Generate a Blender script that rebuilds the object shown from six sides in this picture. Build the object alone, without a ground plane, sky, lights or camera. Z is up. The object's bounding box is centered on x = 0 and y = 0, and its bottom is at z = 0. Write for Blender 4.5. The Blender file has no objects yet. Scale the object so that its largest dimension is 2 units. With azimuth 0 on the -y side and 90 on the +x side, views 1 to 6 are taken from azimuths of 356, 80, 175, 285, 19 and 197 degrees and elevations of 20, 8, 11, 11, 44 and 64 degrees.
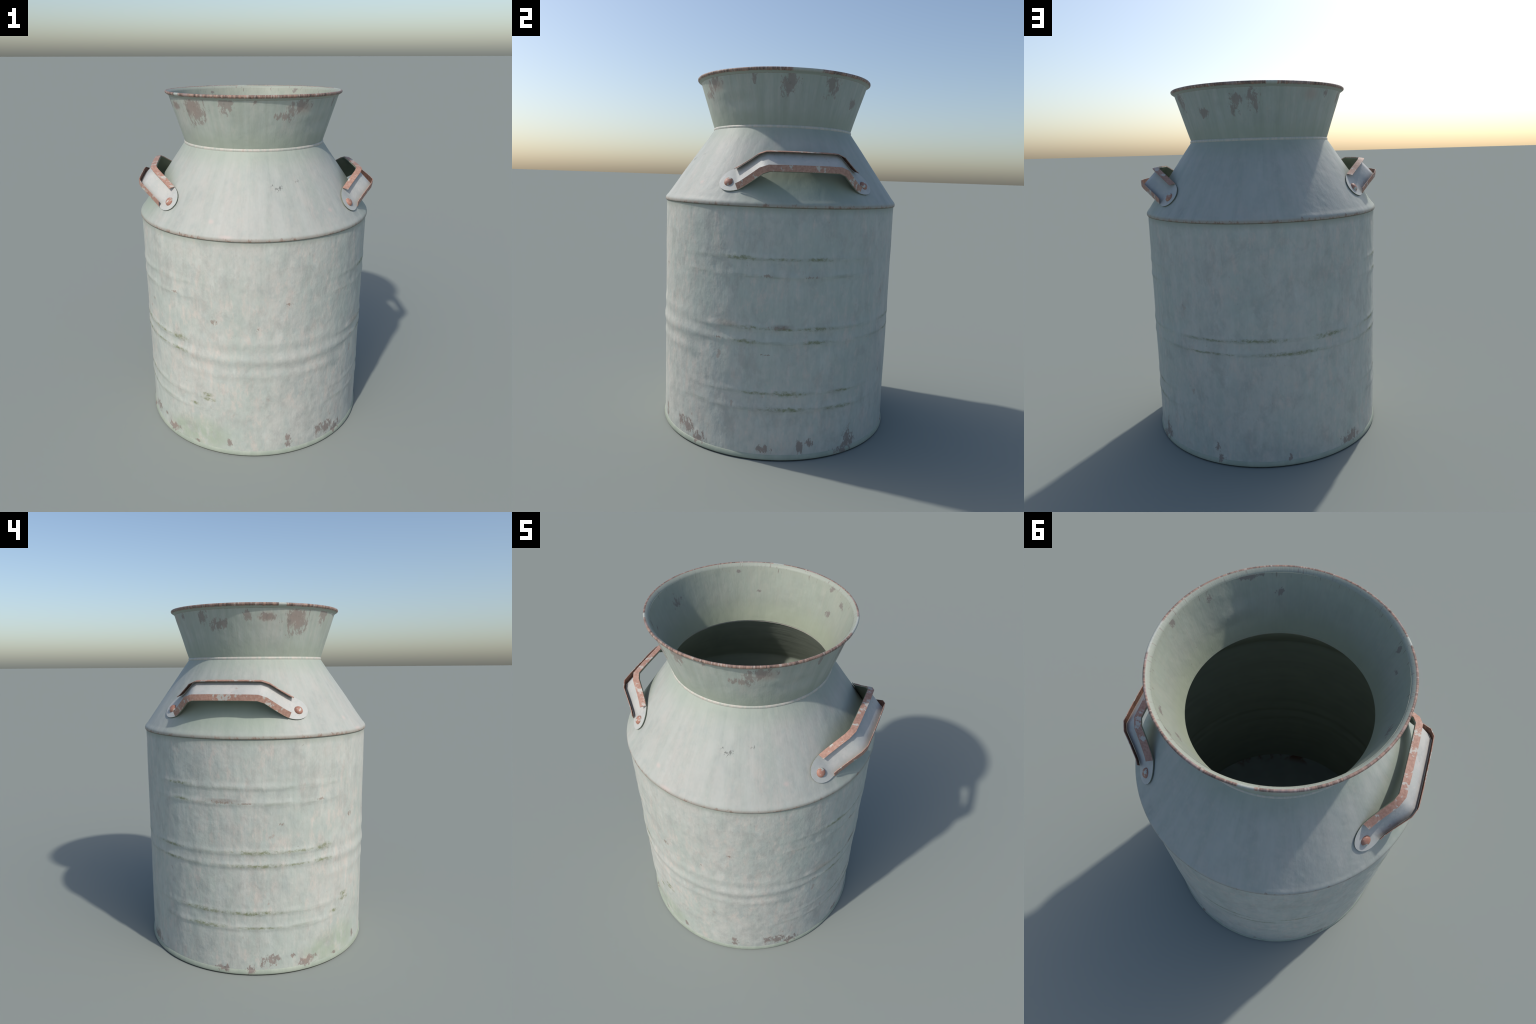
"""A weathered, painted sheet-metal dairy churn: lathed body, conical shoulder,
flared neck with rolled rim, two riveted strap handles."""
import bpy, math, random
from mathutils import Vector, Matrix, noise as mnoise

random.seed(7)
AXIS_X = -0.0033          # the can's axis stands a hair off the origin
SHEET = 0.008             # sheet thickness
SEGMENTS = 216            # steps around the axis

# --------------------------------------------------------------------------
#  node helpers
# --------------------------------------------------------------------------


class Graph:
    """Small wrapper that makes node networks readable."""

    def __init__(self, name):
        self.mat = bpy.data.materials.new(name)
        self.mat.use_nodes = True
        self.t = self.mat.node_tree
        self.t.nodes.clear()
        self.out = self.t.nodes.new("ShaderNodeOutputMaterial")
        tc = self.t.nodes.new("ShaderNodeTexCoord")
        self.obj = tc.outputs["Object"]
        sep = self.t.nodes.new("ShaderNodeSeparateXYZ")
        self.link(self.obj, sep.inputs[0])
        self.x, self.y, self.z = sep.outputs
        self.xa = self.m("SUBTRACT", self.x, AXIS_X)
        self.rho = self.m("SQRT", self.m("ADD", self.m("MULTIPLY", self.xa, self.xa),
                                         self.m("MULTIPLY", self.y, self.y)))
        self.az = self.m("MULTIPLY", self.m("ARCTAN2", self.y, self.xa), 180 / math.pi)
        self.cx = self.m("DIVIDE", self.xa, self.rho)
        self.cy = self.m("DIVIDE", self.y, self.rho)

    def link(self, a, b):
        self.t.links.new(a, b)

    def put(self, sock, v):
        if isinstance(v, bpy.types.NodeSocket):
            self.link(v, sock)
        elif isinstance(v, (tuple, list)) and len(v) == 3 and sock.type == "RGBA":
            sock.default_value = (*v, 1.0)
        else:
            sock.default_value = v

    def m(self, op, a, b=None, c=None, clamp=False):
        n = self.t.nodes.new("ShaderNodeMath")
        n.operation = op
        n.use_clamp = clamp
        for i, v in enumerate((a, b, c)):
            if v is not None:
                self.put(n.inputs[i], v)
        return n.outputs[0]

    def vec(self, x, y, z):
        n = self.t.nodes.new("ShaderNodeCombineXYZ")
        for i, v in enumerate((x, y, z)):
            self.put(n.inputs[i], v)
        return n.outputs[0]

    def stretch(self, sx, sy, sz, off=0.0):
        n = self.t.nodes.new("ShaderNodeMapping")
        self.link(self.obj, n.inputs["Vector"])
        n.inputs["Scale"].default_value = (sx, sy, sz)
        n.inputs["Location"].default_value = (off, off * 0.7, off * 1.3)
        return n.outputs[0]

    def ring(self, around, along, off=0.0):
        """coordinates that run as streaks down the wall"""
        return self.vec(self.m("MULTIPLY", self.cx, around), self.m("MULTIPLY", self.cy, around),
                        self.m("ADD", self.m("MULTIPLY", self.z, along), off))

    def noise(self, vec, scale=1.0, detail=4.0, rough=0.55, dist=0.0):
        n = self.t.nodes.new("ShaderNodeTexNoise")
        self.link(vec, n.inputs["Vector"])
        n.inputs["Scale"].default_value = scale
        n.inputs["Detail"].default_value = detail
        n.inputs["Roughness"].default_value = rough
        n.inputs["Distortion"].default_value = dist
        return n.outputs["Fac"]

    def step(self, v, lo, hi, smooth=True):
        n = self.t.nodes.new("ShaderNodeMapRange")
        n.interpolation_type = "SMOOTHSTEP" if smooth else "LINEAR"
        self.put(n.inputs["Value"], v)
        n.inputs["From Min"].default_value = lo
        n.inputs["From Max"].default_value = hi
        return n.outputs["Result"]

    def band(self, z0, half, soft=None):
        """1 at height z0, falling to 0 at +-half"""
        d = self.m("ABSOLUTE", self.m("SUBTRACT", self.z, z0))
        n = self.t.nodes.new("ShaderNodeMapRange")
        n.interpolation_type = "SMOOTHSTEP"
        self.put(n.inputs["Value"], d)
        n.inputs["From Min"].default_value = half
        n.inputs["From Max"].default_value = half * (0.2 if soft is None else soft)
        return n.outputs["Result"]

    def mix(self, f, a, b, mode="MIX"):
        n = self.t.nodes.new("ShaderNodeMix")
        n.data_type = "RGBA"
        n.blend_type = mode
        self.put(n.inputs[0], f)
        self.put(n.inputs[6], a)
        self.put(n.inputs[7], b)
        return n.outputs[2]

    def mul(self, a, b):
        return self.m("MULTIPLY", a, b)

    def patches(self, spots):
        """soft field that peaks at each (azimuth, height, half width in degrees, half height)"""
        field = None
        for a, zc, w, h in spots:
            da = self.m("DIVIDE", self.m("WRAP", self.m("SUBTRACT", self.az, a), 180.0, -180.0), w)
            dz = self.m("DIVIDE", self.m("SUBTRACT", self.z, zc), h)
            d = self.m("SQRT", self.m("ADD", self.mul(da, da), self.mul(dz, dz)))
            f = self.m("SUBTRACT", 1.0, self.m("MULTIPLY", d, 0.62), clamp=True)
            field = f if field is None else self.m("MAXIMUM", field, f)
        return field

    def bump(self, h, strength, distance, normal=None):
        n = self.t.nodes.new("ShaderNodeBump")
        n.inputs["Strength"].default_value = strength
        n.inputs["Distance"].default_value = distance
        self.link(h, n.inputs["Height"])
        if normal is not None:
            self.link(normal, n.inputs["Normal"])
        return n.outputs["Normal"]

    def finish(self, color, rough=0.6, spec=0.3, normal=None, metallic=0.0, gain=None):
        if gain is not None:
            color = self.mix(1.0, color, gain, "MULTIPLY")
        b = self.t.nodes.new("ShaderNodeBsdfPrincipled")
        self.put(b.inputs["Base Color"], color)
        self.put(b.inputs["Roughness"], rough)
        b.inputs["Specular IOR Level"].default_value = spec
        self.put(b.inputs["Metallic"], metallic)
        if normal is not None:
            self.link(normal, b.inputs["Normal"])
        self.link(b.outputs[0], self.out.inputs[0])
        return self.mat


# --------------------------------------------------------------------------
#  colours (linear)
# --------------------------------------------------------------------------
PAINT_COOL = (0.395, 0.435, 0.395)
PAINT_WARM = (0.465, 0.465, 0.430)
PAINT_PALE = (0.520, 0.540, 0.505)
PAINT_GREEN = (0.340, 0.410, 0.335)
PINK = (0.545, 0.480, 0.430)
RUST_MAUVE = (0.225, 0.178, 0.160)
RUST_ORANGE = (0.420, 0.200, 0.130)
RUST_DARK = (0.090, 0.058, 0.048)
MOSS = (0.165, 0.185, 0.088)
INSIDE = (0.330, 0.370, 0.305)

# flaked spots: (azimuth, height, half width in degrees, half height)
NECK_SPOTS = [
    (224, 1.925, 8.0, 0.060), (249, 1.956, 3.9, 0.036), (267, 1.967, 1.6, 0.013),
    (287, 1.898, 5.0, 0.018), (297, 1.950, 5.5, 0.024), (353, 1.935, 4.6, 0.056),
    (22, 1.933, 4.4, 0.046), (47, 1.866, 3.4, 0.024), (331, 1.957, 1.6, 0.019),
    (291, 1.925, 3.0, 0.036), (72, 1.908, 3.6, 0.040), (84, 1.924, 3.6, 0.046),
    (137, 1.957, 2.6, 0.016), (158, 1.948, 3.1, 0.033), (170, 1.903, 6.3, 0.026),
    (190, 1.938, 2.2, 0.022), (221, 1.913, 5.0, 0.042), (203, 1.935, 4.0, 0.016),
]
INNER_SPOTS = [
    (169, 1.891, 5.0, 0.026), (120, 1.962, 1.8, 0.008), (107, 1.864, 2.7, 0.008),
    (52, 1.978, 3.4, 0.022), (49, 1.861, 2.3, 0.022), (37, 1.940, 4.0, 0.020),
    (351, 1.972, 2.6, 0.020), (326, 1.955, 2.6, 0.028), (304, 1.976, 9.0, 0.012),
    (289, 1.902, 2.2, 0.020), (205, 1.897, 1.8, 0.012), (36, 1.932, 2.5, 0.016),
    (170, 1.903, 2.1, 0.040), (212, 1.950, 2.0, 0.020),
]
BASE_SPOTS = [
    (220, 0.047, 4.2, 0.028), (254, 0.078, 1.3, 0.026), (283, 0.110, 1.4, 0.026),
    (283, 0.060, 1.5, 0.024), (300, 0.095, 2.2, 0.036), (313, 0.050, 4.0, 0.036),
    (306, 0.085, 4.0, 0.040), (201, 0.078, 3.4, 0.026), (345, 0.057, 3.1, 0.018),
    (1.5, 0.072, 1.3, 0.036), (6, 0.092, 1.8, 0.018), (27, 0.058, 3.2, 0.060),
    (22, 0.020, 4.0, 0.024), (62, 0.091, 1.5, 0.022), (64, 0.029, 2.0, 0.023),
    (130, 0.052, 6.0, 0.032), (96, 0.038, 0.8, 0.020), (179, 0.027, 3.8, 0.022),
    (192, 0.032, 2.1, 0.022), (203, 0.094, 2.8, 0.020), (212, 0.096, 1.1, 0.010),
    (197, 0.065, 0.8, 0.023), (236, 0.040, 1.2, 0.012),
]
MOSS_SPOTS = [
    (333, 1.056, 8.0, 0.008), (352, 1.054, 8.0, 0.005), (7, 1.055, 6.5, 0.007),
    (337, 0.703, 7.5, 0.008), (353, 0.700, 8.0, 0.005), (8, 0.701, 8.0, 0.008),
    (336, 0.629, 6.0, 0.008), (7, 0.630, 6.5, 0.008), (356, 0.361, 9.0, 0.011),
    (20, 0.358, 7.0, 0.006), (340, 0.362, 7.0, 0.006), (354, 0.278, 10.0, 0.009),
    (20, 0.270, 7.0, 0.008), (84, 0.704, 15.0, 0.008), (116, 0.701, 8.0, 0.011),
    (98, 0.627, 16.0, 0.008), (60, 0.700, 12.0, 0.005), (60, 0.628, 12.0, 0.005),
    (195, 0.704, 13.0, 0.009), (214, 0.703, 9.0, 0.006), (228, 0.706, 4.5, 0.013),
    (196, 0.629, 13.0, 0.008), (228, 0.630, 5.0, 0.009), (212, 0.628, 9.0, 0.005),
    (170, 0.365, 15.0, 0.009), (194, 0.361, 13.0, 0.009), (156, 1.060, 8.0, 0.006),
    (171, 0.279, 10.0, 0.009), (196, 0.276, 9.0, 0.005), (243, 0.381, 3.0, 0.010),
    (243, 0.352, 4.0, 0.008), (236, 0.300, 3.0, 0.008), (150, 0.700, 8.0, 0.006),
    (150, 0.628, 8.0, 0.006), (158, 0.974, 5.0, 0.007),
]
CREASE_RUST_SPOTS = [
    (178, 0.975, 9.0, 0.010), (190, 0.972, 6.0, 0.006), (226, 0.975, 3.0, 0.010),
    (345, 0.970, 2.5, 0.010), (4, 0.966, 4.0, 0.008), (350, 0.708, 5.0, 0.010),
    (268, 0.820, 1.6, 0.012), (282, 0.955, 2.4, 0.010), (247, 0.845, 2.2, 0.018),
    (323, 0.632, 3.0, 0.010), (206, 0.855, 2.0, 0.012), (345, 0.565, 4.0, 0.006),
]

# --------------------------------------------------------------------------
#  materials
# --------------------------------------------------------------------------


def paint_base(g, warm=0.5, pink=0.5, pink_scale=1.0):
    """blotchy weathered paint, streaked down the wall"""
    big = g.noise(g.stretch(2.2, 2.2, 1.5), 1.0, 3.0, 0.6)
    streak = g.noise(g.ring(14.0, 2.2), 1.0, 5.0, 0.6)
    fine = g.noise(g.stretch(46, 46, 24), 1.0, 4.0, 0.65)
    hair = g.noise(g.ring(60.0, 7.0, 3.0), 1.0, 3.0, 0.6)
    f = g.step(g.m("ADD", g.mul(big, 0.6), g.mul(streak, 0.4)), 0.36 + 0.25 * (0.5 - warm), 0.66 + 0.25 * (0.5 - warm))
    col = g.mix(f, PAINT_COOL, PAINT_WARM)
    pale = g.step(g.noise(g.ring(9.0, 3.0, 11.0), 1.0, 5.0, 0.62), 0.50, 0.74)
    col = g.mix(g.mul(pale, 0.45), col, PAINT_PALE)
    dark = g.step(g.noise(g.stretch(6, 6, 5, 4.0), 1.0, 5.0, 0.65), 0.50, 0.74)
    col = g.mix(g.mul(dark, 0.6), col, (0.315, 0.340, 0.325))
    # small mottling between greenish and bluish greys
    mot = g.noise(g.stretch(24, 24, 15, 7.0), 1.0, 5.0, 0.7)
    col = g.mix(g.mul(g.step(mot, 0.50, 0.66), 0.55), col, (0.385, 0.425, 0.400))
    col = g.mix(g.mul(g.step(mot, 0.48, 0.34), 0.45), col, (0.490, 0.480, 0.440))
    # pinkish bare undercoat, in vertical dabs
    pk = g.noise(g.ring(17.0 * pink_scale, 10.0, 5.0), 1.0, 6.0, 0.72)
    pkm = g.step(pk, 0.48, 0.66)
    dab = g.step(g.noise(g.ring(4.0, 3.0, 21.0), 1.0, 2.0), 0.38, 0.58)
    col = g.mix(g.mul(g.mul(pkm, dab), pink), col, PINK)
    tone = g.m("ADD", g.mul(fine, 0.22), g.mul(hair, 0.10))
    tone = g.m("ADD", tone, 0.84)
    n = g.t.nodes.new("ShaderNodeVectorMath")
    n.operation = "SCALE"
    g.link(col, n.inputs[0])
    g.link(tone, n.inputs["Scale"])
    return n.outputs[0], fine, streak, hair


def rust_mask(g, spots, scale=30.0, bite=1.5, thr=0.62, seed=0.0, feather=0.14, run=0.5):
    f = g.patches(spots)
    n = g.noise(g.stretch(scale, scale, scale * run, seed), 1.0, 7.0, 0.74, 0.3)
    v = g.m("ADD", f, g.mul(g.m("SUBTRACT", n, 0.5), bite * 1.9))
    live = g.step(f, 0.02, 0.2)
    return g.mul(g.step(v, thr - feather, thr + 0.02), live)


def rust_colour(g, a=RUST_MAUVE, b=RUST_ORANGE, scale=35.0):
    n = g.noise(g.stretch(scale, scale, scale, 8.0), 1.0, 5.0, 0.7)
    c = g.mix(g.step(n, 0.5, 0.72), a, tuple(0.70 * u + 0.30 * v for u, v in zip(a, b)))
    return g.mix(g.step(n, 0.46, 0.30), c, tuple(0.66 * u for u in a))


def specks(g, scale, lo, seed):
    n = g.noise(g.stretch(scale * 1.5, scale * 1.5, scale * 1.1, seed), 1.0, 4.0, 0.6)
    gate = g.step(g.noise(g.stretch(5, 5, 5, seed + 3), 1.0, 2.0), 0.48, 0.62)
    return g.mul(g.step(n, lo, lo + 0.05), gate)


def hammered(g, fine, streak, hair, amount=1.0):
    lump = g.noise(g.stretch(17, 17, 13, 2.0), 1.0, 3.0, 0.55)
    wide = g.noise(g.stretch(7, 7, 5, 6.0), 1.0, 2.0, 0.5)
    h = g.m("ADD", g.mul(lump, 0.6), g.mul(wide, 1.3))
    nrm = g.bump(h, 0.58 * amount, 0.012)
    h2 = g.m("ADD", g.mul(fine, 0.5), g.mul(hair, 0.5))
    return g.bump(h2, 0.35 * amount, 0.003, nrm)


def body_material():
    g = Graph("body_paint")
    col, fine, streak, hair = paint_base(g, warm=0.55, pink=0.65)
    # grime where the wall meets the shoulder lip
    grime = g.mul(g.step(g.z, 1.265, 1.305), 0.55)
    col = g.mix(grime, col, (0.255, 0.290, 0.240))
    # green staining near the foot, on one side
    stain = g.patches([(240, 0.105, 13, 0.095), (229, 0.09, 10, 0.07)])
    stain = g.mul(stain, g.step(g.noise(g.stretch(14, 14, 9, 5.0), 1.0, 5.0, 0.6), 0.15, 0.58))
    col = g.mix(g.mul(g.step(stain, 0.05, 0.75), 0.8), col, (0.320, 0.375, 0.290))
    # creases of the swaged ribs collect dirt
    for zr in (1.052, 0.966, 0.698, 0.626, 0.360, 0.272):
        side = g.step(g.m("SUBTRACT", g.m("ABSOLUTE", g.cx), g.m("MULTIPLY", g.m("MAXIMUM", g.cy, 0.0), 0.35)), 0.40, 0.78) if zr not in (0.698, 0.626) else g.step(g.cy, -0.75, -0.35)
        line = g.mul(g.mul(g.band(zr + 0.001, 0.014), side), g.step(g.noise(g.stretch(9, 9, 30, zr), 1.0, 5.0, 0.65), 0.40, 0.72))
        col = g.mix(g.mul(line, 0.5), col, (0.235, 0.255, 0.200))
    mn = g.noise(g.stretch(42, 42, 60, 1.0), 1.0, 6.0, 0.75)
    mf = g.patches([(a, zc, w, h * 1.5) for a, zc, w, h in MOSS_SPOTS])
    halo = g.mul(g.step(mf, 0.05, 0.8), g.step(mn, 0.30, 0.70))
    col = g.mix(g.mul(halo, 0.65), col, (0.250, 0.265, 0.190))
    moss = g.mul(g.step(g.m("ADD", mf, g.mul(g.m("SUBTRACT", mn, 0.5), 3.2)), 0.35, 1.25), g.step(mf, 0.02, 0.25))
    col = g.mix(g.mul(moss, 0.75), col, MOSS)
    cr = rust_mask(g, CREASE_RUST_SPOTS, 70.0, 1.9, 0.80, 3.0)
    col = g.mix(g.mul(cr, 0.6), col, (0.225, 0.145, 0.110))
    smear = g.step(g.patches([(327, 0.714, 5.5, 0.020), (352, 0.712, 5.0, 0.014), (180, 0.985, 9, 0.012)]), 0.15, 0.85)
    col = g.mix(g.mul(smear, g.mul(fine, 1.0)), col, (0.180, 0.135, 0.110))
    # cloudy brown-grey grime, run down in streaks
    gr = g.noise(g.ring(7.0, 6.5, 31.0), 1.0, 6.0, 0.74, 0.3)
    col = g.mix(g.mul(g.step(gr, 0.47, 0.68), 0.42), col, (0.305, 0.300, 0.280))
    # rust specks over the wall
    col = g.mix(g.mul(specks(g, 42, 0.70, 2.0), 0.65), col, (0.230, 0.150, 0.115))
    col = g.mix(g.mul(specks(g, 11, 0.66, 6.0), 0.5), col, (0.34, 0.25, 0.21))
    # flaked rust by the foot
    rm = rust_mask(g, [(a, zc, w * 1.15, h * 1.15) for a, zc, w, h in BASE_SPOTS], 50.0, 1.9, 0.62, 0.0, 0.2)
    col = g.mix(g.mul(rm, 0.8), col, rust_colour(g))
    rough = g.m("ADD", g.mul(fine, 0.15), 0.5)
    return g.finish(col, rough, 0.28, hammered(g, fine, streak, hair, 1.0), gain=(1.02, 1.02, 1.01))


def shoulder_material():
    g = Graph("shoulder_paint")
    col, fine, streak, hair = paint_base(g, warm=0.42, pink=0.30)
    lift = g.step(g.noise(g.ring(9.0, 3.0, 9.0), 1.0, 5.0, 0.62), 0.36, 0.68)
    col = g.mix(g.mul(lift, 0.6), col, (0.485, 0.505, 0.470))
    # greener beneath the neck; handles' occlusion shade painted on as dark green
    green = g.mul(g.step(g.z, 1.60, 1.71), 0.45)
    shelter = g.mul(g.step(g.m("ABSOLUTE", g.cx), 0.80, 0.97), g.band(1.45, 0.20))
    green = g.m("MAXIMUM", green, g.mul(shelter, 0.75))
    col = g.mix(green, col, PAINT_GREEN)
    # rusty lip
    n = g.noise(g.ring(26.0, 24.0, 2.0), 1.0, 6.0, 0.75)
    lip = g.step(g.m("ADD", g.step(g.z, 1.342, 1.306, False), g.mul(g.m("SUBTRACT", n, 0.5), 3.6)), 0.66, 1.16)
    lip = g.mul(lip, g.step(g.z, 1.346, 1.328))
    edge = g.mul(g.step(g.z, 1.330, 1.318), 0.45)
    col = g.mix(edge, col, (0.330, 0.270, 0.220))
    col = g.mix(g.mul(lip, 0.8), col, g.mix(g.step(n, 0.5, 0.66), (0.400, 0.260, 0.195), (0.235, 0.150, 0.115)))
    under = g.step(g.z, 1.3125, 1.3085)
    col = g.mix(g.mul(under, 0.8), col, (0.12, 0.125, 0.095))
    # a few dark scratches
    sc = rust_mask(g, [(280, 1.540, 3.6, 0.016), (293, 1.566, 2.4, 0.014), (276, 1.555, 1.5, 0.01)], 75.0, 2.4, 0.95, 5.0)
    col = g.mix(g.mul(sc, 0.75), col, (0.12, 0.125, 0.115))
    blush = g.patches([(307, 1.417, 1.8, 0.013), (246, 1.392, 1.8, 0.014), (254, 1.33, 4.0, 0.012)])
    col = g.mix(g.mul(g.step(blush, 0.3, 0.9), 0.5), col, (0.62, 0.50, 0.46))
    rough = g.m("ADD", g.mul(fine, 0.15), 0.48)
    return g.finish(col, rough, 0.28, hammered(g, fine, streak, hair, 0.6), gain=(0.862, 0.855, 0.848))


def neck_material():
    g = Graph("neck_paint")
    col, fine, streak, hair = paint_base(g, warm=0.30, pink=0.30)
    dark = g.mul(g.step(g.noise(g.ring(12.0, 2.0, 7.0), 1.0, 5.0, 0.6), 0.35, 0.75), 0.6)
    col = g.mix(dark, col, (0.285, 0.325, 0.275))
    foot = g.mul(g.step(g.z, 1.84, 1.74), 0.5)
    col = g.mix(foot, col, (0.325, 0.365, 0.285))
    col = g.mix(0.25, col, (0.25, 0.29, 0.235))
    f = g.patches([(300, 1.93, 8, 0.04), (203, 1.93, 7, 0.03), (224, 1.93, 9, 0.06), (123, 1.94, 8, 0.04)])
    col = g.mix(g.mul(g.step(f, 0.25, 0.9), 0.45), col, (0.385, 0.285, 0.235))
    col = g.mix(g.mul(specks(g, 38, 0.68, 1.0), 0.6), col, (0.19, 0.15, 0.13))
    rm = rust_mask(g, [(a, zc - 0.004, w * 1.2, h * 1.25) for a, zc, w, h in NECK_SPOTS], 42.0, 1.8, 0.62, 12.0, 0.24, 0.36)
    col = g.mix(g.mul(rm, 0.68), col, rust_colour(g, RUST_MAUVE, (0.34, 0.20, 0.15)))
    rough = g.m("ADD", g.mul(fine, 0.15), 0.5)
    return g.finish(col, rough, 0.28, hammered(g, fine, streak, hair, 0.7))


def neck_inner_material():
    g = Graph("neck_inner_paint")
    col, fine, streak, hair = paint_base(g, warm=0.3, pink=0.25)
    streaks = g.step(g.noise(g.ring(45.0, 3.0, 4.0), 1.0, 4.0, 0.6), 0.4, 0.7)
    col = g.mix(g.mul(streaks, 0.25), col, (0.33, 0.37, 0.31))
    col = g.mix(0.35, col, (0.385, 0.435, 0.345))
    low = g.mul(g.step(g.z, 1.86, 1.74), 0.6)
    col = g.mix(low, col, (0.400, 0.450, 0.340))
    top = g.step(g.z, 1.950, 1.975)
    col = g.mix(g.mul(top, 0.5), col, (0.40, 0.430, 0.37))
    rm = rust_mask(g, INNER_SPOTS, 36.0, 1.7, 0.66, 4.0)
    col = g.mix(g.mul(rm, 0.75), col, (0.245, 0.205, 0.20))
    tick = g.noise(g.ring(75.0, 12.0, 4.0), 1.0, 3.0, 0.6)
    tick = g.mul(g.step(tick, 0.62, 0.70), g.band(1.974, 0.020))
    col = g.mix(g.mul(tick, 0.75), col, (0.22, 0.17, 0.15))
    col = g.mix(g.mul(specks(g, 36, 0.70, 9.0), 0.5), col, (0.20, 0.17, 0.16))
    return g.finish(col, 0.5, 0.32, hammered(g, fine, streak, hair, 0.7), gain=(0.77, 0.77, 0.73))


def inside_material(name="inner_grime", tint=INSIDE):
    g = Graph(name)
    n = g.noise(g.ring(5.0, 9.0), 1.0, 5.0, 0.6)
    rings = g.noise(g.ring(1.2, 26.0, 4.0), 1.0, 4.0, 0.6)
    v = g.m("ADD", g.mul(n, 0.5), g.mul(rings, 0.5))
    col = g.mix(g.step(v, 0.33, 0.70), tuple(0.90 * c for c in tint), tuple(1.06 * c for c in tint))
    return g.finish(col, 0.6, 0.25, g.bump(v, 0.4, 0.01))


def floor_material():
    g = Graph("floor_grime")
    n = g.noise(g.stretch(8, 8, 8), 1.0, 5.0, 0.6)
    col = g.mix(g.step(n, 0.35, 0.7), (0.29, 0.33, 0.31), (0.33, 0.37, 0.35))
    edge = g.mul(g.step(g.rho, 0.60, 0.66), g.step(g.noise(g.stretch(9, 9, 9, 3.0), 1.0, 5.0), 0.5, 0.62))
    col = g.mix(edge, col, (0.20, 0.10, 0.075))
    return g.finish(col, 0.6, 0.25, g.bump(n, 0.3, 0.01))


def rim_material():
    g = Graph("rim_worn_rust")
    n = g.noise(g.ring(30.0, 14.0), 1.0, 6.0, 0.72)
    tick = g.noise(g.ring(46.0, 20.0, 2.0), 1.0, 4.0, 0.65)
    patch = g.noise(g.ring(5.0, 1.0, 8.0), 1.0, 3.0, 0.6)
    col = g.mix(g.step(n, 0.38, 0.62), (0.155, 0.105, 0.088), (0.340, 0.215, 0.165))
    col = g.mix(g.mul(g.step(tick, 0.53, 0.66), 0.75), col, (0.440, 0.400, 0.350))
    col = g.mix(g.mul(g.step(tick, 0.46, 0.34), 0.8), col, (0.075, 0.060, 0.054))
    col = g.mix(g.mul(g.step(patch, 0.54, 0.64), 0.5), col, (0.34, 0.27, 0.26))
    kept = g.patches([(3, 1.99, 11, 0.06), (95, 1.99, 4, 0.05), (212, 1.99, 3, 0.05)])
    col = g.mix(g.mul(g.step(kept, 0.42, 0.55), 0.85), col, PAINT_COOL)
    # paint survives beneath the roll ...
    wob = g.mul(g.m("SUBTRACT", n, 0.5), 0.012)
    below = g.mul(g.step(g.m("ADD", g.z, wob), 1.9850, 1.9815), g.step(g.rho, 0.4800, 0.4815))
    col = g.mix(below, col, (0.315, 0.350, 0.300))
    # ... and, worn pale, on the flank that turns into the mouth
    flank = g.mul(g.step(g.m("ADD", g.rho, g.mul(wob, 0.25)), 0.4925, 0.4895), g.step(g.z, 1.9895, 1.9910))
    deep = g.mul(g.step(g.m("SUBTRACT", g.z, g.mul(g.rho, 1.42)), 1.2940, 1.2955), g.step(g.z, 1.9978, 1.9945))
    flank = g.m("MAXIMUM", flank, deep)
    worn = g.mix(g.mul(g.step(tick, 0.58, 0.68), 0.6), (0.315, 0.340, 0.285), (0.22, 0.165, 0.145))
    col = g.mix(flank, col, worn)
    return g.finish(col, 0.5, 0.35, g.bump(n, 0.5, 0.004))


def collar_material():
    g = Graph("collar_worn_paint")
    n = g.noise(g.ring(22.0, 8.0), 1.0, 5.0, 0.7)
    col = g.mix(g.step(n, 0.38, 0.60), (0.40, 0.425, 0.375), (0.510, 0.470, 0.415))
    col = g.mix(g.mul(g.step(n, 0.66, 0.74), 0.6), col, (0.36, 0.26, 0.21))
    col = g.mix(g.mul(specks(g, 60, 0.70, 4.0), 0.6), col, (0.22, 0.15, 0.12))
    return g.finish(col, 0.5, 0.35, g.bump(n, 0.3, 0.003))


def base_rim_material():
    g = Graph("foot_green_paint")
    n = g.noise(g.ring(12.0, 10.0), 1.0, 5.0, 0.65)
    col = g.mix(g.step(n, 0.35, 0.68), (0.310, 0.355, 0.290), (0.365, 0.400, 0.330))
    low = g.step(g.z, 0.0075, 0.0035)  # shadow gap at the ground, painted as a near-black line
    col = g.mix(low, col, (0.05, 0.055, 0.045))
    rm = rust_mask(g, BASE_SPOTS, 34.0, 1.7, 0.68)
    col = g.mix(g.mul(rm, 0.85), col, rust_colour(g))
    return g.finish(col, 0.55, 0.28, g.bump(n, 0.3, 0.003), gain=(0.90, 0.90, 0.90))


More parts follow.
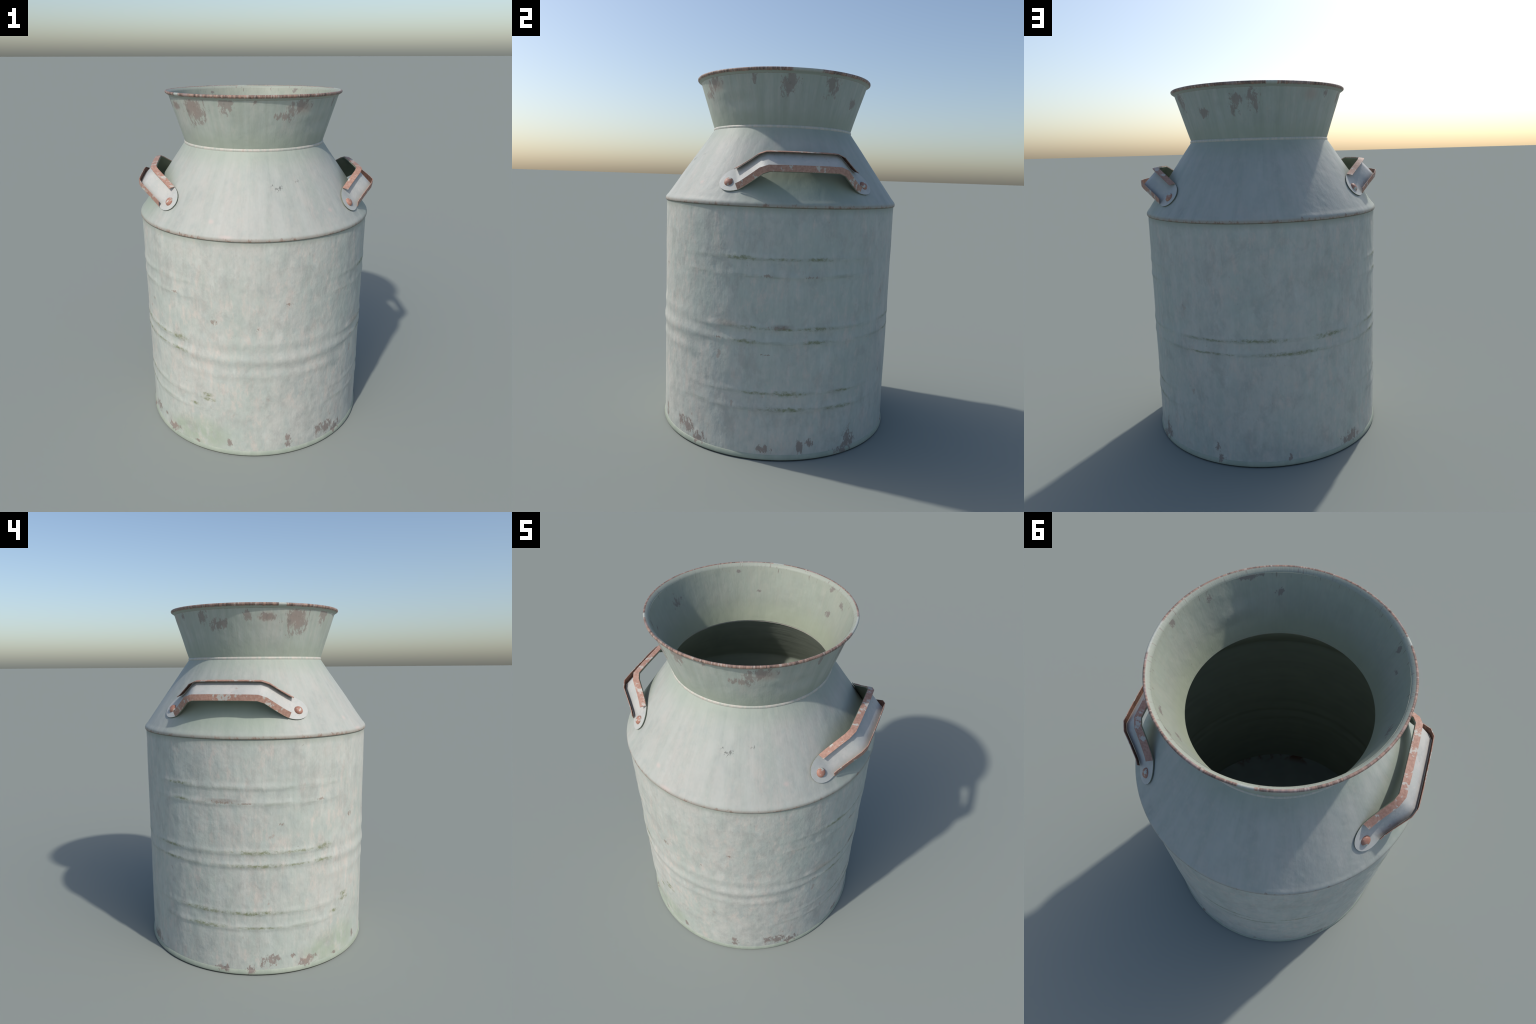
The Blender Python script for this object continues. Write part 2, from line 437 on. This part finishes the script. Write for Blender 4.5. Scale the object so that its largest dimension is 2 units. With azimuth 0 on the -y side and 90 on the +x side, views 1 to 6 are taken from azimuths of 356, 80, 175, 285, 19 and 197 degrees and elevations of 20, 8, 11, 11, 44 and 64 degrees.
def strap_material():
    g = Graph("strap_grey_paint")
    n = g.noise(g.stretch(7, 7, 7), 1.0, 5.0, 0.6)
    f = g.noise(g.stretch(60, 60, 60), 1.0, 4.0, 0.6)
    col = g.mix(g.step(n, 0.35, 0.68), (0.425, 0.440, 0.415), (0.495, 0.485, 0.455))
    col = g.mix(g.mul(g.step(f, 0.58, 0.72), 0.35), col, (0.60, 0.50, 0.47))
    col = g.mix(g.mul(specks(g, 26, 0.64, 3.0), 0.6), col, (0.35, 0.24, 0.20))
    cloud = g.noise(g.stretch(18, 18, 18, 5.0), 1.0, 5.0, 0.65)
    col = g.mix(g.mul(g.step(cloud, 0.48, 0.66), 0.5), col, (0.375, 0.390, 0.375))
    return g.finish(col, 0.5, 0.3, g.bump(f, 0.3, 0.003))


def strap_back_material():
    g = Graph("strap_back_baked_shade")
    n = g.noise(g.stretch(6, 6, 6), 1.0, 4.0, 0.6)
    col = g.mix(g.step(n, 0.3, 0.7), (0.140, 0.165, 0.122), (0.190, 0.210, 0.160))  # dark green carries the strap's own ambient shade, baked into the colour
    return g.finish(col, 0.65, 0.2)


def fold_material():
    g = Graph("fold_rust")
    n = g.noise(g.stretch(30, 42, 30, 2.5), 1.0, 5.0, 0.62)
    big = g.noise(g.stretch(10, 16, 10, 1.0), 1.0, 3.0, 0.5)
    f = g.noise(g.stretch(90, 90, 90), 1.0, 3.0, 0.6)
    col = g.mix(g.step(f, 0.35, 0.65), (0.345, 0.195, 0.148), (0.425, 0.257, 0.200))
    v = g.m("ADD", g.mul(n, 0.65), g.mul(big, 0.35))
    col = g.mix(g.mul(g.step(v, 0.535, 0.585), 0.8), col, (0.480, 0.490, 0.450))
    return g.finish(col, 0.6, 0.25, g.bump(f, 0.3, 0.002))


def fold_lining_material():
    g = Graph("fold_dark_rust")
    f = g.noise(g.stretch(40, 40, 40), 1.0, 4.0, 0.6)
    col = g.mix(g.step(f, 0.35, 0.65), (0.120, 0.066, 0.048), (0.230, 0.115, 0.080))
    return g.finish(col, 0.65, 0.2)


def rivet_material():
    g = Graph("rivet_rust")
    n = g.noise(g.stretch(36, 36, 36, 1.5), 1.0, 4.0, 0.6)
    col = g.mix(g.step(n, 0.35, 0.65), (0.335, 0.160, 0.115), (0.410, 0.220, 0.165))
    col = g.mix(g.step(n, 0.545, 0.59), col, (0.470, 0.490, 0.435))
    return g.finish(col, 0.5, 0.35, g.bump(n, 0.2, 0.002))


# --------------------------------------------------------------------------
#  sheet-metal relief: dents and swaged ribs
# --------------------------------------------------------------------------
RIBS = [(1.053, "side"), (0.966, "side"), (0.698, "round"), (0.626, "round"), (0.360, "side"), (0.271, "side")]


def smooth(a, b, v):
    t = min(1.0, max(0.0, (v - a) / (b - a)))
    return t * t * (3 - 2 * t)


def ridge(d, up, down):
    """asymmetric crest: long slope above, short one below"""
    w = up if d > 0 else down
    t = abs(d) / w
    return 0.0 if t >= 1 else 0.5 * (1 + math.cos(math.pi * t))


def body_relief(ang, z):
    c, s = math.cos(ang), math.sin(ang)
    front = smooth(-0.60, -0.92, s)
    back = smooth(0.45, 0.9, s)
    side = smooth(0.42, 0.80, abs(c)) if s < 0 else smooth(0.42 + 0.30 * min(1, s * 4), 0.80 + 0.14 * min(1, s * 4), abs(c))
    out = 0.0
    soft = 1 - 0.5 * math.exp(-((ang - math.radians(318)) / 0.40) ** 2)
    wob = mnoise.noise(Vector((c * 2.2, s * 2.2, 4.0))) * 0.004
    for zr, kind in RIBS:
        d = z - zr - wob
        if kind == "side":
            out += 0.0040 * soft * side * (0.75 + 0.5 * mnoise.noise(Vector((c * 3, s * 3, zr * 9)))) * ridge(d, 0.036, 0.021)
        else:
            k = (1 - front) * (0.8 + 0.5 * mnoise.noise(Vector((c * 2.5, s * 2.5, zr * 7))))
            out += 0.0040 * k * (1 - 0.6 * back) * ridge(d, 0.036, 0.021)
    # on the front the middle swage is knocked into broad waves
    if front > 0:
        for zc, amp, w in ((0.728, 0.0030, 0.050), (0.628, 0.0075, 0.052), (0.532, 0.0036, 0.042)):
            out += front * amp * math.exp(-((z - zc - wob * 2) / (w * 0.62)) ** 2)
    d = mnoise.noise(Vector((c * 2.6, s * 2.6, z * 4.2))) * 0.0016
    d += mnoise.noise(Vector((c * 7.0, s * 7.0, z * 10.0 + 5))) * 0.0008
    return out + d * smooth(0.0, 0.12, z) * smooth(1.31, 1.24, z)


def shoulder_relief(ang, z):
    c, s = math.cos(ang), math.sin(ang)
    d = mnoise.noise(Vector((c * 2.2, s * 2.2, z * 5 + 9))) * 0.0020
    d += mnoise.noise(Vector((c * 6, s * 6, z * 9 + 2))) * 0.0008
    return d * smooth(1.325, 1.38, z) * smooth(1.70, 1.66, z)


def dent(ang, z, a0, z0, w, h):
    da = (ang - math.radians(a0) + math.pi) % (2 * math.pi) - math.pi
    return math.exp(-(da / w) ** 2 - ((z - z0) / h) ** 2)


def neck_relief(ang, z):
    c, s = math.cos(ang), math.sin(ang)
    d = mnoise.noise(Vector((c * 2.4, s * 2.4, z * 6 + 3))) * 0.0016
    d -= 0.0045 * dent(ang, z, 316, 1.845, 0.16, 0.030)
    d += 0.0022 * dent(ang, z, 322, 1.79, 0.18, 0.022)
    d += 0.0020 * dent(ang, z, 310, 1.89, 0.16, 0.022)
    return d * smooth(1.73, 1.77, z) * smooth(1.966, 1.940, z)


def rim_relief(ang, z):
    c, s = math.cos(ang), math.sin(ang)
    d = mnoise.noise(Vector((c * 5, s * 5, 1.5))) * 0.0011 + mnoise.noise(Vector((c * 16, s * 16, 7))) * 0.0006
    return d * smooth(1.974, 1.986, z)


def no_relief(ang, z):
    return 0.0


# --------------------------------------------------------------------------
#  mesh builders
# --------------------------------------------------------------------------


def refine(profile, step):
    """resample a (r, z) polyline so that no span is longer than step"""
    out = [profile[0]]
    for (r0, z0), (r1, z1) in zip(profile, profile[1:]):
        n = max(1, math.ceil(math.hypot(r1 - r0, z1 - z0) / step))
        for i in range(1, n + 1):
            out.append((r0 + (r1 - r0) * i / n, z0 + (z1 - z0) * i / n))
    return out


def mesh_object(name, verts, faces, materials, slots=None, angle=35, parent=None):
    me = bpy.data.meshes.new(name)
    me.from_pydata(verts, [], faces)
    for mt in materials:
        me.materials.append(mt)
    if slots:
        me.polygons.foreach_set("material_index", slots)
    me.polygons.foreach_set("use_smooth", [True] * len(me.polygons))
    me.set_sharp_from_angle(angle=math.radians(angle))
    me.update()
    ob = bpy.data.objects.new(name, me)
    bpy.context.scene.collection.objects.link(ob)
    if parent:
        ob.parent = parent
    return ob


def lathe(name, loop, materials, slot_of, relief=no_relief, angle=35, parent=None, segments=SEGMENTS):
    """spin a closed (r, z) loop, running counter-clockwise seen with r to the right"""
    verts, faces, slots = [], [], []
    n = len(loop)
    for i in range(segments):
        a = 2 * math.pi * i / segments
        c, s = math.cos(a), math.sin(a)
        for r, z in loop:
            q = r + relief(a, z)
            verts.append((AXIS_X + q * c, q * s, z))
    for i in range(segments):
        i2 = (i + 1) % segments
        for j in range(n):
            j2 = (j + 1) % n
            faces.append((i * n + j, i2 * n + j, i2 * n + j2, i * n + j2))
            slots.append(slot_of(j / n, loop[j], loop[j2]))
    return mesh_object(name, verts, faces, materials, slots, angle, parent)


def shell(outer, thickness):
    """closed loop from an outer profile that climbs in z, with a parallel inner wall"""
    inner = []
    for k, (r, z) in enumerate(outer):
        r0, z0 = outer[max(0, k - 1)]
        r1, z1 = outer[min(len(outer) - 1, k + 1)]
        L = math.hypot(r1 - r0, z1 - z0)
        inner.append((r - thickness * (z1 - z0) / L, z + thickness * (r1 - r0) / L))
    return outer + inner[::-1], len(outer)


# --------------------------------------------------------------------------
#  the can
# --------------------------------------------------------------------------


def cone_radius(z):
    return 0.5532 - 0.7086 * (z - 1.5)


def neck_radius(z):
    return 0.4415 + 0.3176 * (z - 1.85)


def build_can():
    can = bpy.data.objects.new("milk_can", None)
    bpy.context.scene.collection.objects.link(can)
    can["label"] = "weathered pale grey-green metal milk can with rusty handles"
    can["category"] = "milk can"
    inside = inside_material()

    # cylindrical body, ribs swaged into it
    outer = refine([(0.6725, 0.004), (0.6725, 1.3085)], 0.0075)
    loop, k = shell(outer, SHEET)
    lathe("body", loop, [body_material(), inside], lambda f, a, b: 0 if f < (k - 1) / len(loop) else 1,
          body_relief, parent=can)

    # rolled foot
    foot = [(0.664, 0.0), (0.6765, 0.0), (0.6790, 0.004), (0.6800, 0.009), (0.6796, 0.015),
            (0.6780, 0.021), (0.6750, 0.027), (0.6715, 0.031), (0.664, 0.031)]
    foot_mat = base_rim_material()
    lathe("foot_ring", foot, [foot_mat], lambda f, a, b: 0, angle=50, parent=can)

    # floor, set a little above the foot edge
    rings = [0.001, 0.1, 0.2, 0.3, 0.4, 0.5, 0.58, 0.63, 0.655, 0.6655]
    loop = [(r, 0.010) for r in rings] + [(r, 0.018 + (0.006 if r > 0.65 else 0.0)) for r in rings[::-1]]
    lathe("floor", loop, [floor_material()], lambda f, a, b: 0, parent=can, segments=126)

    # conical shoulder that laps over the body with a rolled lip
    straight = refine([(cone_radius(1.345), 1.345), (cone_radius(1.712), 1.712)], 0.008)
    outer = [(0.6738, 1.3065), (0.6768, 1.3070), (0.6788, 1.3100), (0.6797, 1.3150), (0.6795, 1.3200),
             (0.6775, 1.3265), (0.6738, 1.3325), (0.6690, 1.3385)] + straight
    inner = [(r - 0.0066, z - 0.0048) for r, z in straight[::-1]] + [(0.6640, 1.3265), (0.6640, 1.3065)]
    loop = outer + inner
    ko = len(outer)
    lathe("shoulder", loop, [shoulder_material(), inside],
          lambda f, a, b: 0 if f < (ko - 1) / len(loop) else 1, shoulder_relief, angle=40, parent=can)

    # collar bead between shoulder and neck
    bead = [(0.3945, 1.7070), (0.4020, 1.7080), (0.4046, 1.7115), (0.4058, 1.7160), (0.4050, 1.7205),
            (0.4030, 1.7240), (0.3995, 1.7265), (0.3940, 1.7270)]
    lathe("collar", bead, [collar_material()], lambda f, a, b: 0, angle=60, parent=can)

    # flared neck
    outer = refine([(neck_radius(1.7215), 1.7215), (neck_radius(1.980), 1.980)], 0.008)
    loop, k2 = shell(outer, SHEET)
    loop = loop[:-1] + [(0.3905, 1.7150)]
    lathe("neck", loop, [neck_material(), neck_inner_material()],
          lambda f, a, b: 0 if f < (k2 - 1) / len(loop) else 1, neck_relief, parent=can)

    # rolled rim
    roll = [(0.4770, 1.9690), (0.4797, 1.9712), (0.4822, 1.9750), (0.4870, 1.9795), (0.4940, 1.9835),
            (0.4998, 1.9875), (0.5016, 1.9925), (0.5010, 1.9965), (0.4985, 1.9992), (0.4950, 2.0000),
            (0.4910, 1.9977), (0.4860, 1.9942), (0.4805, 1.9885), (0.4756, 1.9818)]
    lathe("rim", roll, [rim_material()], lambda f, a, b: 0, rim_relief, angle=70, parent=can)
    return can


# --------------------------------------------------------------------------
#  handles: a strap with folded edges, riveted at both ends
# --------------------------------------------------------------------------
TILT = math.radians(39.7)        # the strap leans back with the shoulder
HALF = 0.068                     # half of the strap's width
STRAP_T = 0.777                  # its place up the slope
FOLD = 0.031                     # width of a folded edge
RIVET_S = 0.352


def solid_sheet(name, grid, thickness, mats, parent, flip=False, angle=40, edge_slot=0):
    """grid of points -> plate; its front lies on the grid, the back behind it"""
    rows, cols = len(grid), len(grid[0])
    nrm = [[None] * cols for _ in range(rows)]
    for i in range(rows):
        for j in range(cols):
            du = grid[min(i + 1, rows - 1)][j] - grid[max(i - 1, 0)][j]
            dv = grid[i][min(j + 1, cols - 1)] - grid[i][max(j - 1, 0)]
            n = du.cross(dv)
            if n.length < 1e-12:
                n = Vector((0, 0, 1))
            nrm[i][j] = n.normalized() * (-1 if flip else 1)
    verts = [tuple(grid[i][j]) for i in range(rows) for j in range(cols)]
    verts += [tuple(grid[i][j] - nrm[i][j] * thickness) for i in range(rows) for j in range(cols)]
    off = rows * cols
    faces, slots = [], []

    def quad(a, b, c, d, slot):
        f = (a, b, c, d) if not flip else (d, c, b, a)
        faces.append(f)
        slots.append(slot)

    for i in range(rows - 1):
        for j in range(cols - 1):
            a, b, c, d = i * cols + j, (i + 1) * cols + j, (i + 1) * cols + j + 1, i * cols + j + 1
            quad(a, b, c, d, 0)
            quad(off + d, off + c, off + b, off + a, 1)
    border = [(i, 0) for i in range(rows)] + [(rows - 1, j) for j in range(1, cols)] \
        + [(i, cols - 1) for i in range(rows - 2, -1, -1)] + [(0, j) for j in range(cols - 2, 0, -1)]
    for (i, j), (i2, j2) in zip(border, border[1:] + border[:1]):
        a, b = i * cols + j, i2 * cols + j2
        quad(b, a, off + a, off + b, edge_slot)
    return mesh_object(name, verts, faces, mats, slots, angle, parent)


def build_handle(can, mirror, turn, drop, mats):
    strap_mat, back_mat, fold_mat, lining_mat, rivet_mat = mats
    N0 = Vector((math.cos(TILT), 0, math.sin(TILT)))
    T0 = Vector((-math.sin(TILT), 0, math.cos(TILT)))
    lean = math.radians(turn)

    def world(s, t, n):
        p = N0 * (n + drop[0]) + T0 * (t + drop[1])
        return Vector((AXIS_X + mirror * (p.x + s * math.sin(lean)), s * math.cos(lean) - 0.010, p.z))

    def cone_n(s, t):
        """how far out along the strap normal the shoulder lies there"""
        lo, hi = 0.9, 1.6
        for _ in range(30):
            n = (lo + hi) / 2
            p = world(s, t, n)
            if math.hypot(p.x - AXIS_X, p.y) < cone_radius(p.z):
                lo = n
            else:
                hi = n
        return lo

    thick = 0.0045
    # centre line of the strap: (s, n)
    rise = [(0.000, 1.4600), (0.090, 1.4600), (0.173, 1.4580), (0.205, 1.4400),
            (0.250, 1.3840), (0.288, 1.3400)]

    def tab_n(s, t):
        return cone_n(s, t) + 0.0085

    # ---- strap plate, with rounded, riveted tabs
    cols = 11
    stations = [s for s, _ in rise] + [0.310, 0.318, 0.330, 0.345, 0.360, 0.373, 0.383, 0.390, 0.3945, 0.3965]
    stations = [-s for s in stations[::-1]] + stations[1:]

    def plate_n(s, t):
        a = abs(s)
        twist = -0.080 * (t - STRAP_T) * smooth(0.288, 0.204, a)   # the grip leans out at its lower edge
        if a <= 0.288:
            for (s0, n0), (s1, n1) in zip(rise, rise[1:]):
                if a <= s1:
                    return n0 + (n1 - n0) * (a - s0) / (s1 - s0) + twist
        foot = tab_n(s, t)
        ramp = 1.3400 + (a - 0.288) * -1.11
        if a < 0.322:
            return max(ramp, foot)
        return foot

    def half_width(a):
        if a <= 0.318:
            return HALF
        u = (a - 0.318) / (0.3972 - 0.318)
        return HALF * math.sqrt(max(0.0, 1 - u ** 2.2))

    grid = []
    for s in stations:
        w = half_width(abs(s))
        grid.append([world(s, STRAP_T + w * (2 * j / (cols - 1) - 1), plate_n(s, STRAP_T + w * (2 * j / (cols - 1) - 1)))
                     for j in range(cols)])
    flip = mirror < 0
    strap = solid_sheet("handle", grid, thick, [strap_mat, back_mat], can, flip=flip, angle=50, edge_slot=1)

    # ---- edges folded back over the front of the strap
    def fold(sign):
        ss = [s for s, _ in rise] + [0.3125]
        ss = [-s for s in ss[::-1]] + ss[1:]
        rows = []
        for s in ss:
            a = abs(s)
            te = STRAP_T + sign * HALF
            base_n = plate_n(s, te if a < 0.288 else STRAP_T)
            # local rise direction in the (s, n) plane, so the fold stands square to the strap
            e = 0.012
            dn = (plate_n(min(s + e, 0.312), te) - plate_n(max(s - e, -0.312), te)) / \
                 (min(s + e, 0.312) - max(s - e, -0.312))
            L = math.hypot(1, dn)
            ns, nn = -dn / L, 1 / L
            prof = [(-0.0030, 0.0012), (0.0005, 0.0000 - 0.0028), (0.0035, 0.0), (0.0035 + FOLD * 0.34, -FOLD * 0.36), (0.0030 + FOLD * 0.70, -FOLD * 0.78)]
            row = []
            for up, over in prof[1:]:
                row.append(world(s + ns * up, STRAP_T + sign * (HALF + 0.0030 + over), base_n + nn * up))
            rows.append(row)
        f = (sign > 0) != (mirror < 0)
        return solid_sheet("edge_fold", rows, 0.0030, [fold_mat, lining_mat], strap, flip=f, angle=50)

    fold(1)
    fold(-1)

    # ---- domed rivets
    for sg in (-1, 1):
        s, t = sg * RIVET_S, STRAP_T - 0.004
        e = 0.01
        p = world(s, t, tab_n(s, t))
        ds = (world(s + e, t, tab_n(s + e, t)) - p).normalized()
        dt = (world(s, t + e, tab_n(s, t + e)) - p).normalized()
        nn = ds.cross(dt)
        if nn.dot(Vector((p.x, p.y, 0.3))) < 0:
            nn = -nn
        nn.normalize()
        dt = nn.cross(ds).normalized()
        seg, R, H = 28, 0.0240, 0.0140
        dome = [(R, -0.004), (R, 0.0008), (R * 0.985, 0.0022), (R * 0.93, 0.0044), (R * 0.82, H * 0.60),
                (R * 0.66, H * 0.78), (R * 0.46, H * 0.91), (R * 0.24, H * 0.98)]
        verts, faces = [], []
        for r, h in dome:
            for i in range(seg):
                a = 2 * math.pi * i / seg
                verts.append(tuple(p + ds * (r * math.cos(a)) + dt * (r * math.sin(a)) + nn * h))
        verts.append(tuple(p + nn * H))
        for k in range(len(dome) - 1):
            for i in range(seg):
                i2 = (i + 1) % seg
                faces.append((k * seg + i, k * seg + i2, (k + 1) * seg + i2, (k + 1) * seg + i))
        top = (len(dome) - 1) * seg
        for i in range(seg):
            faces.append((top + i, top + (i + 1) % seg, len(verts) - 1))
        mesh_object("rivet", verts, faces, [rivet_mat], None, 60, strap)
    return strap


can = build_can()
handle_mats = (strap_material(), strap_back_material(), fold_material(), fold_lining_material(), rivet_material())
# right handle sits a little lower than the left one; both are turned by about a degree
build_handle(can, 1, 1.1, (0.0, 0.0), handle_mats)
build_handle(can, -1, 1.1, (0.0, 0.029), handle_mats)
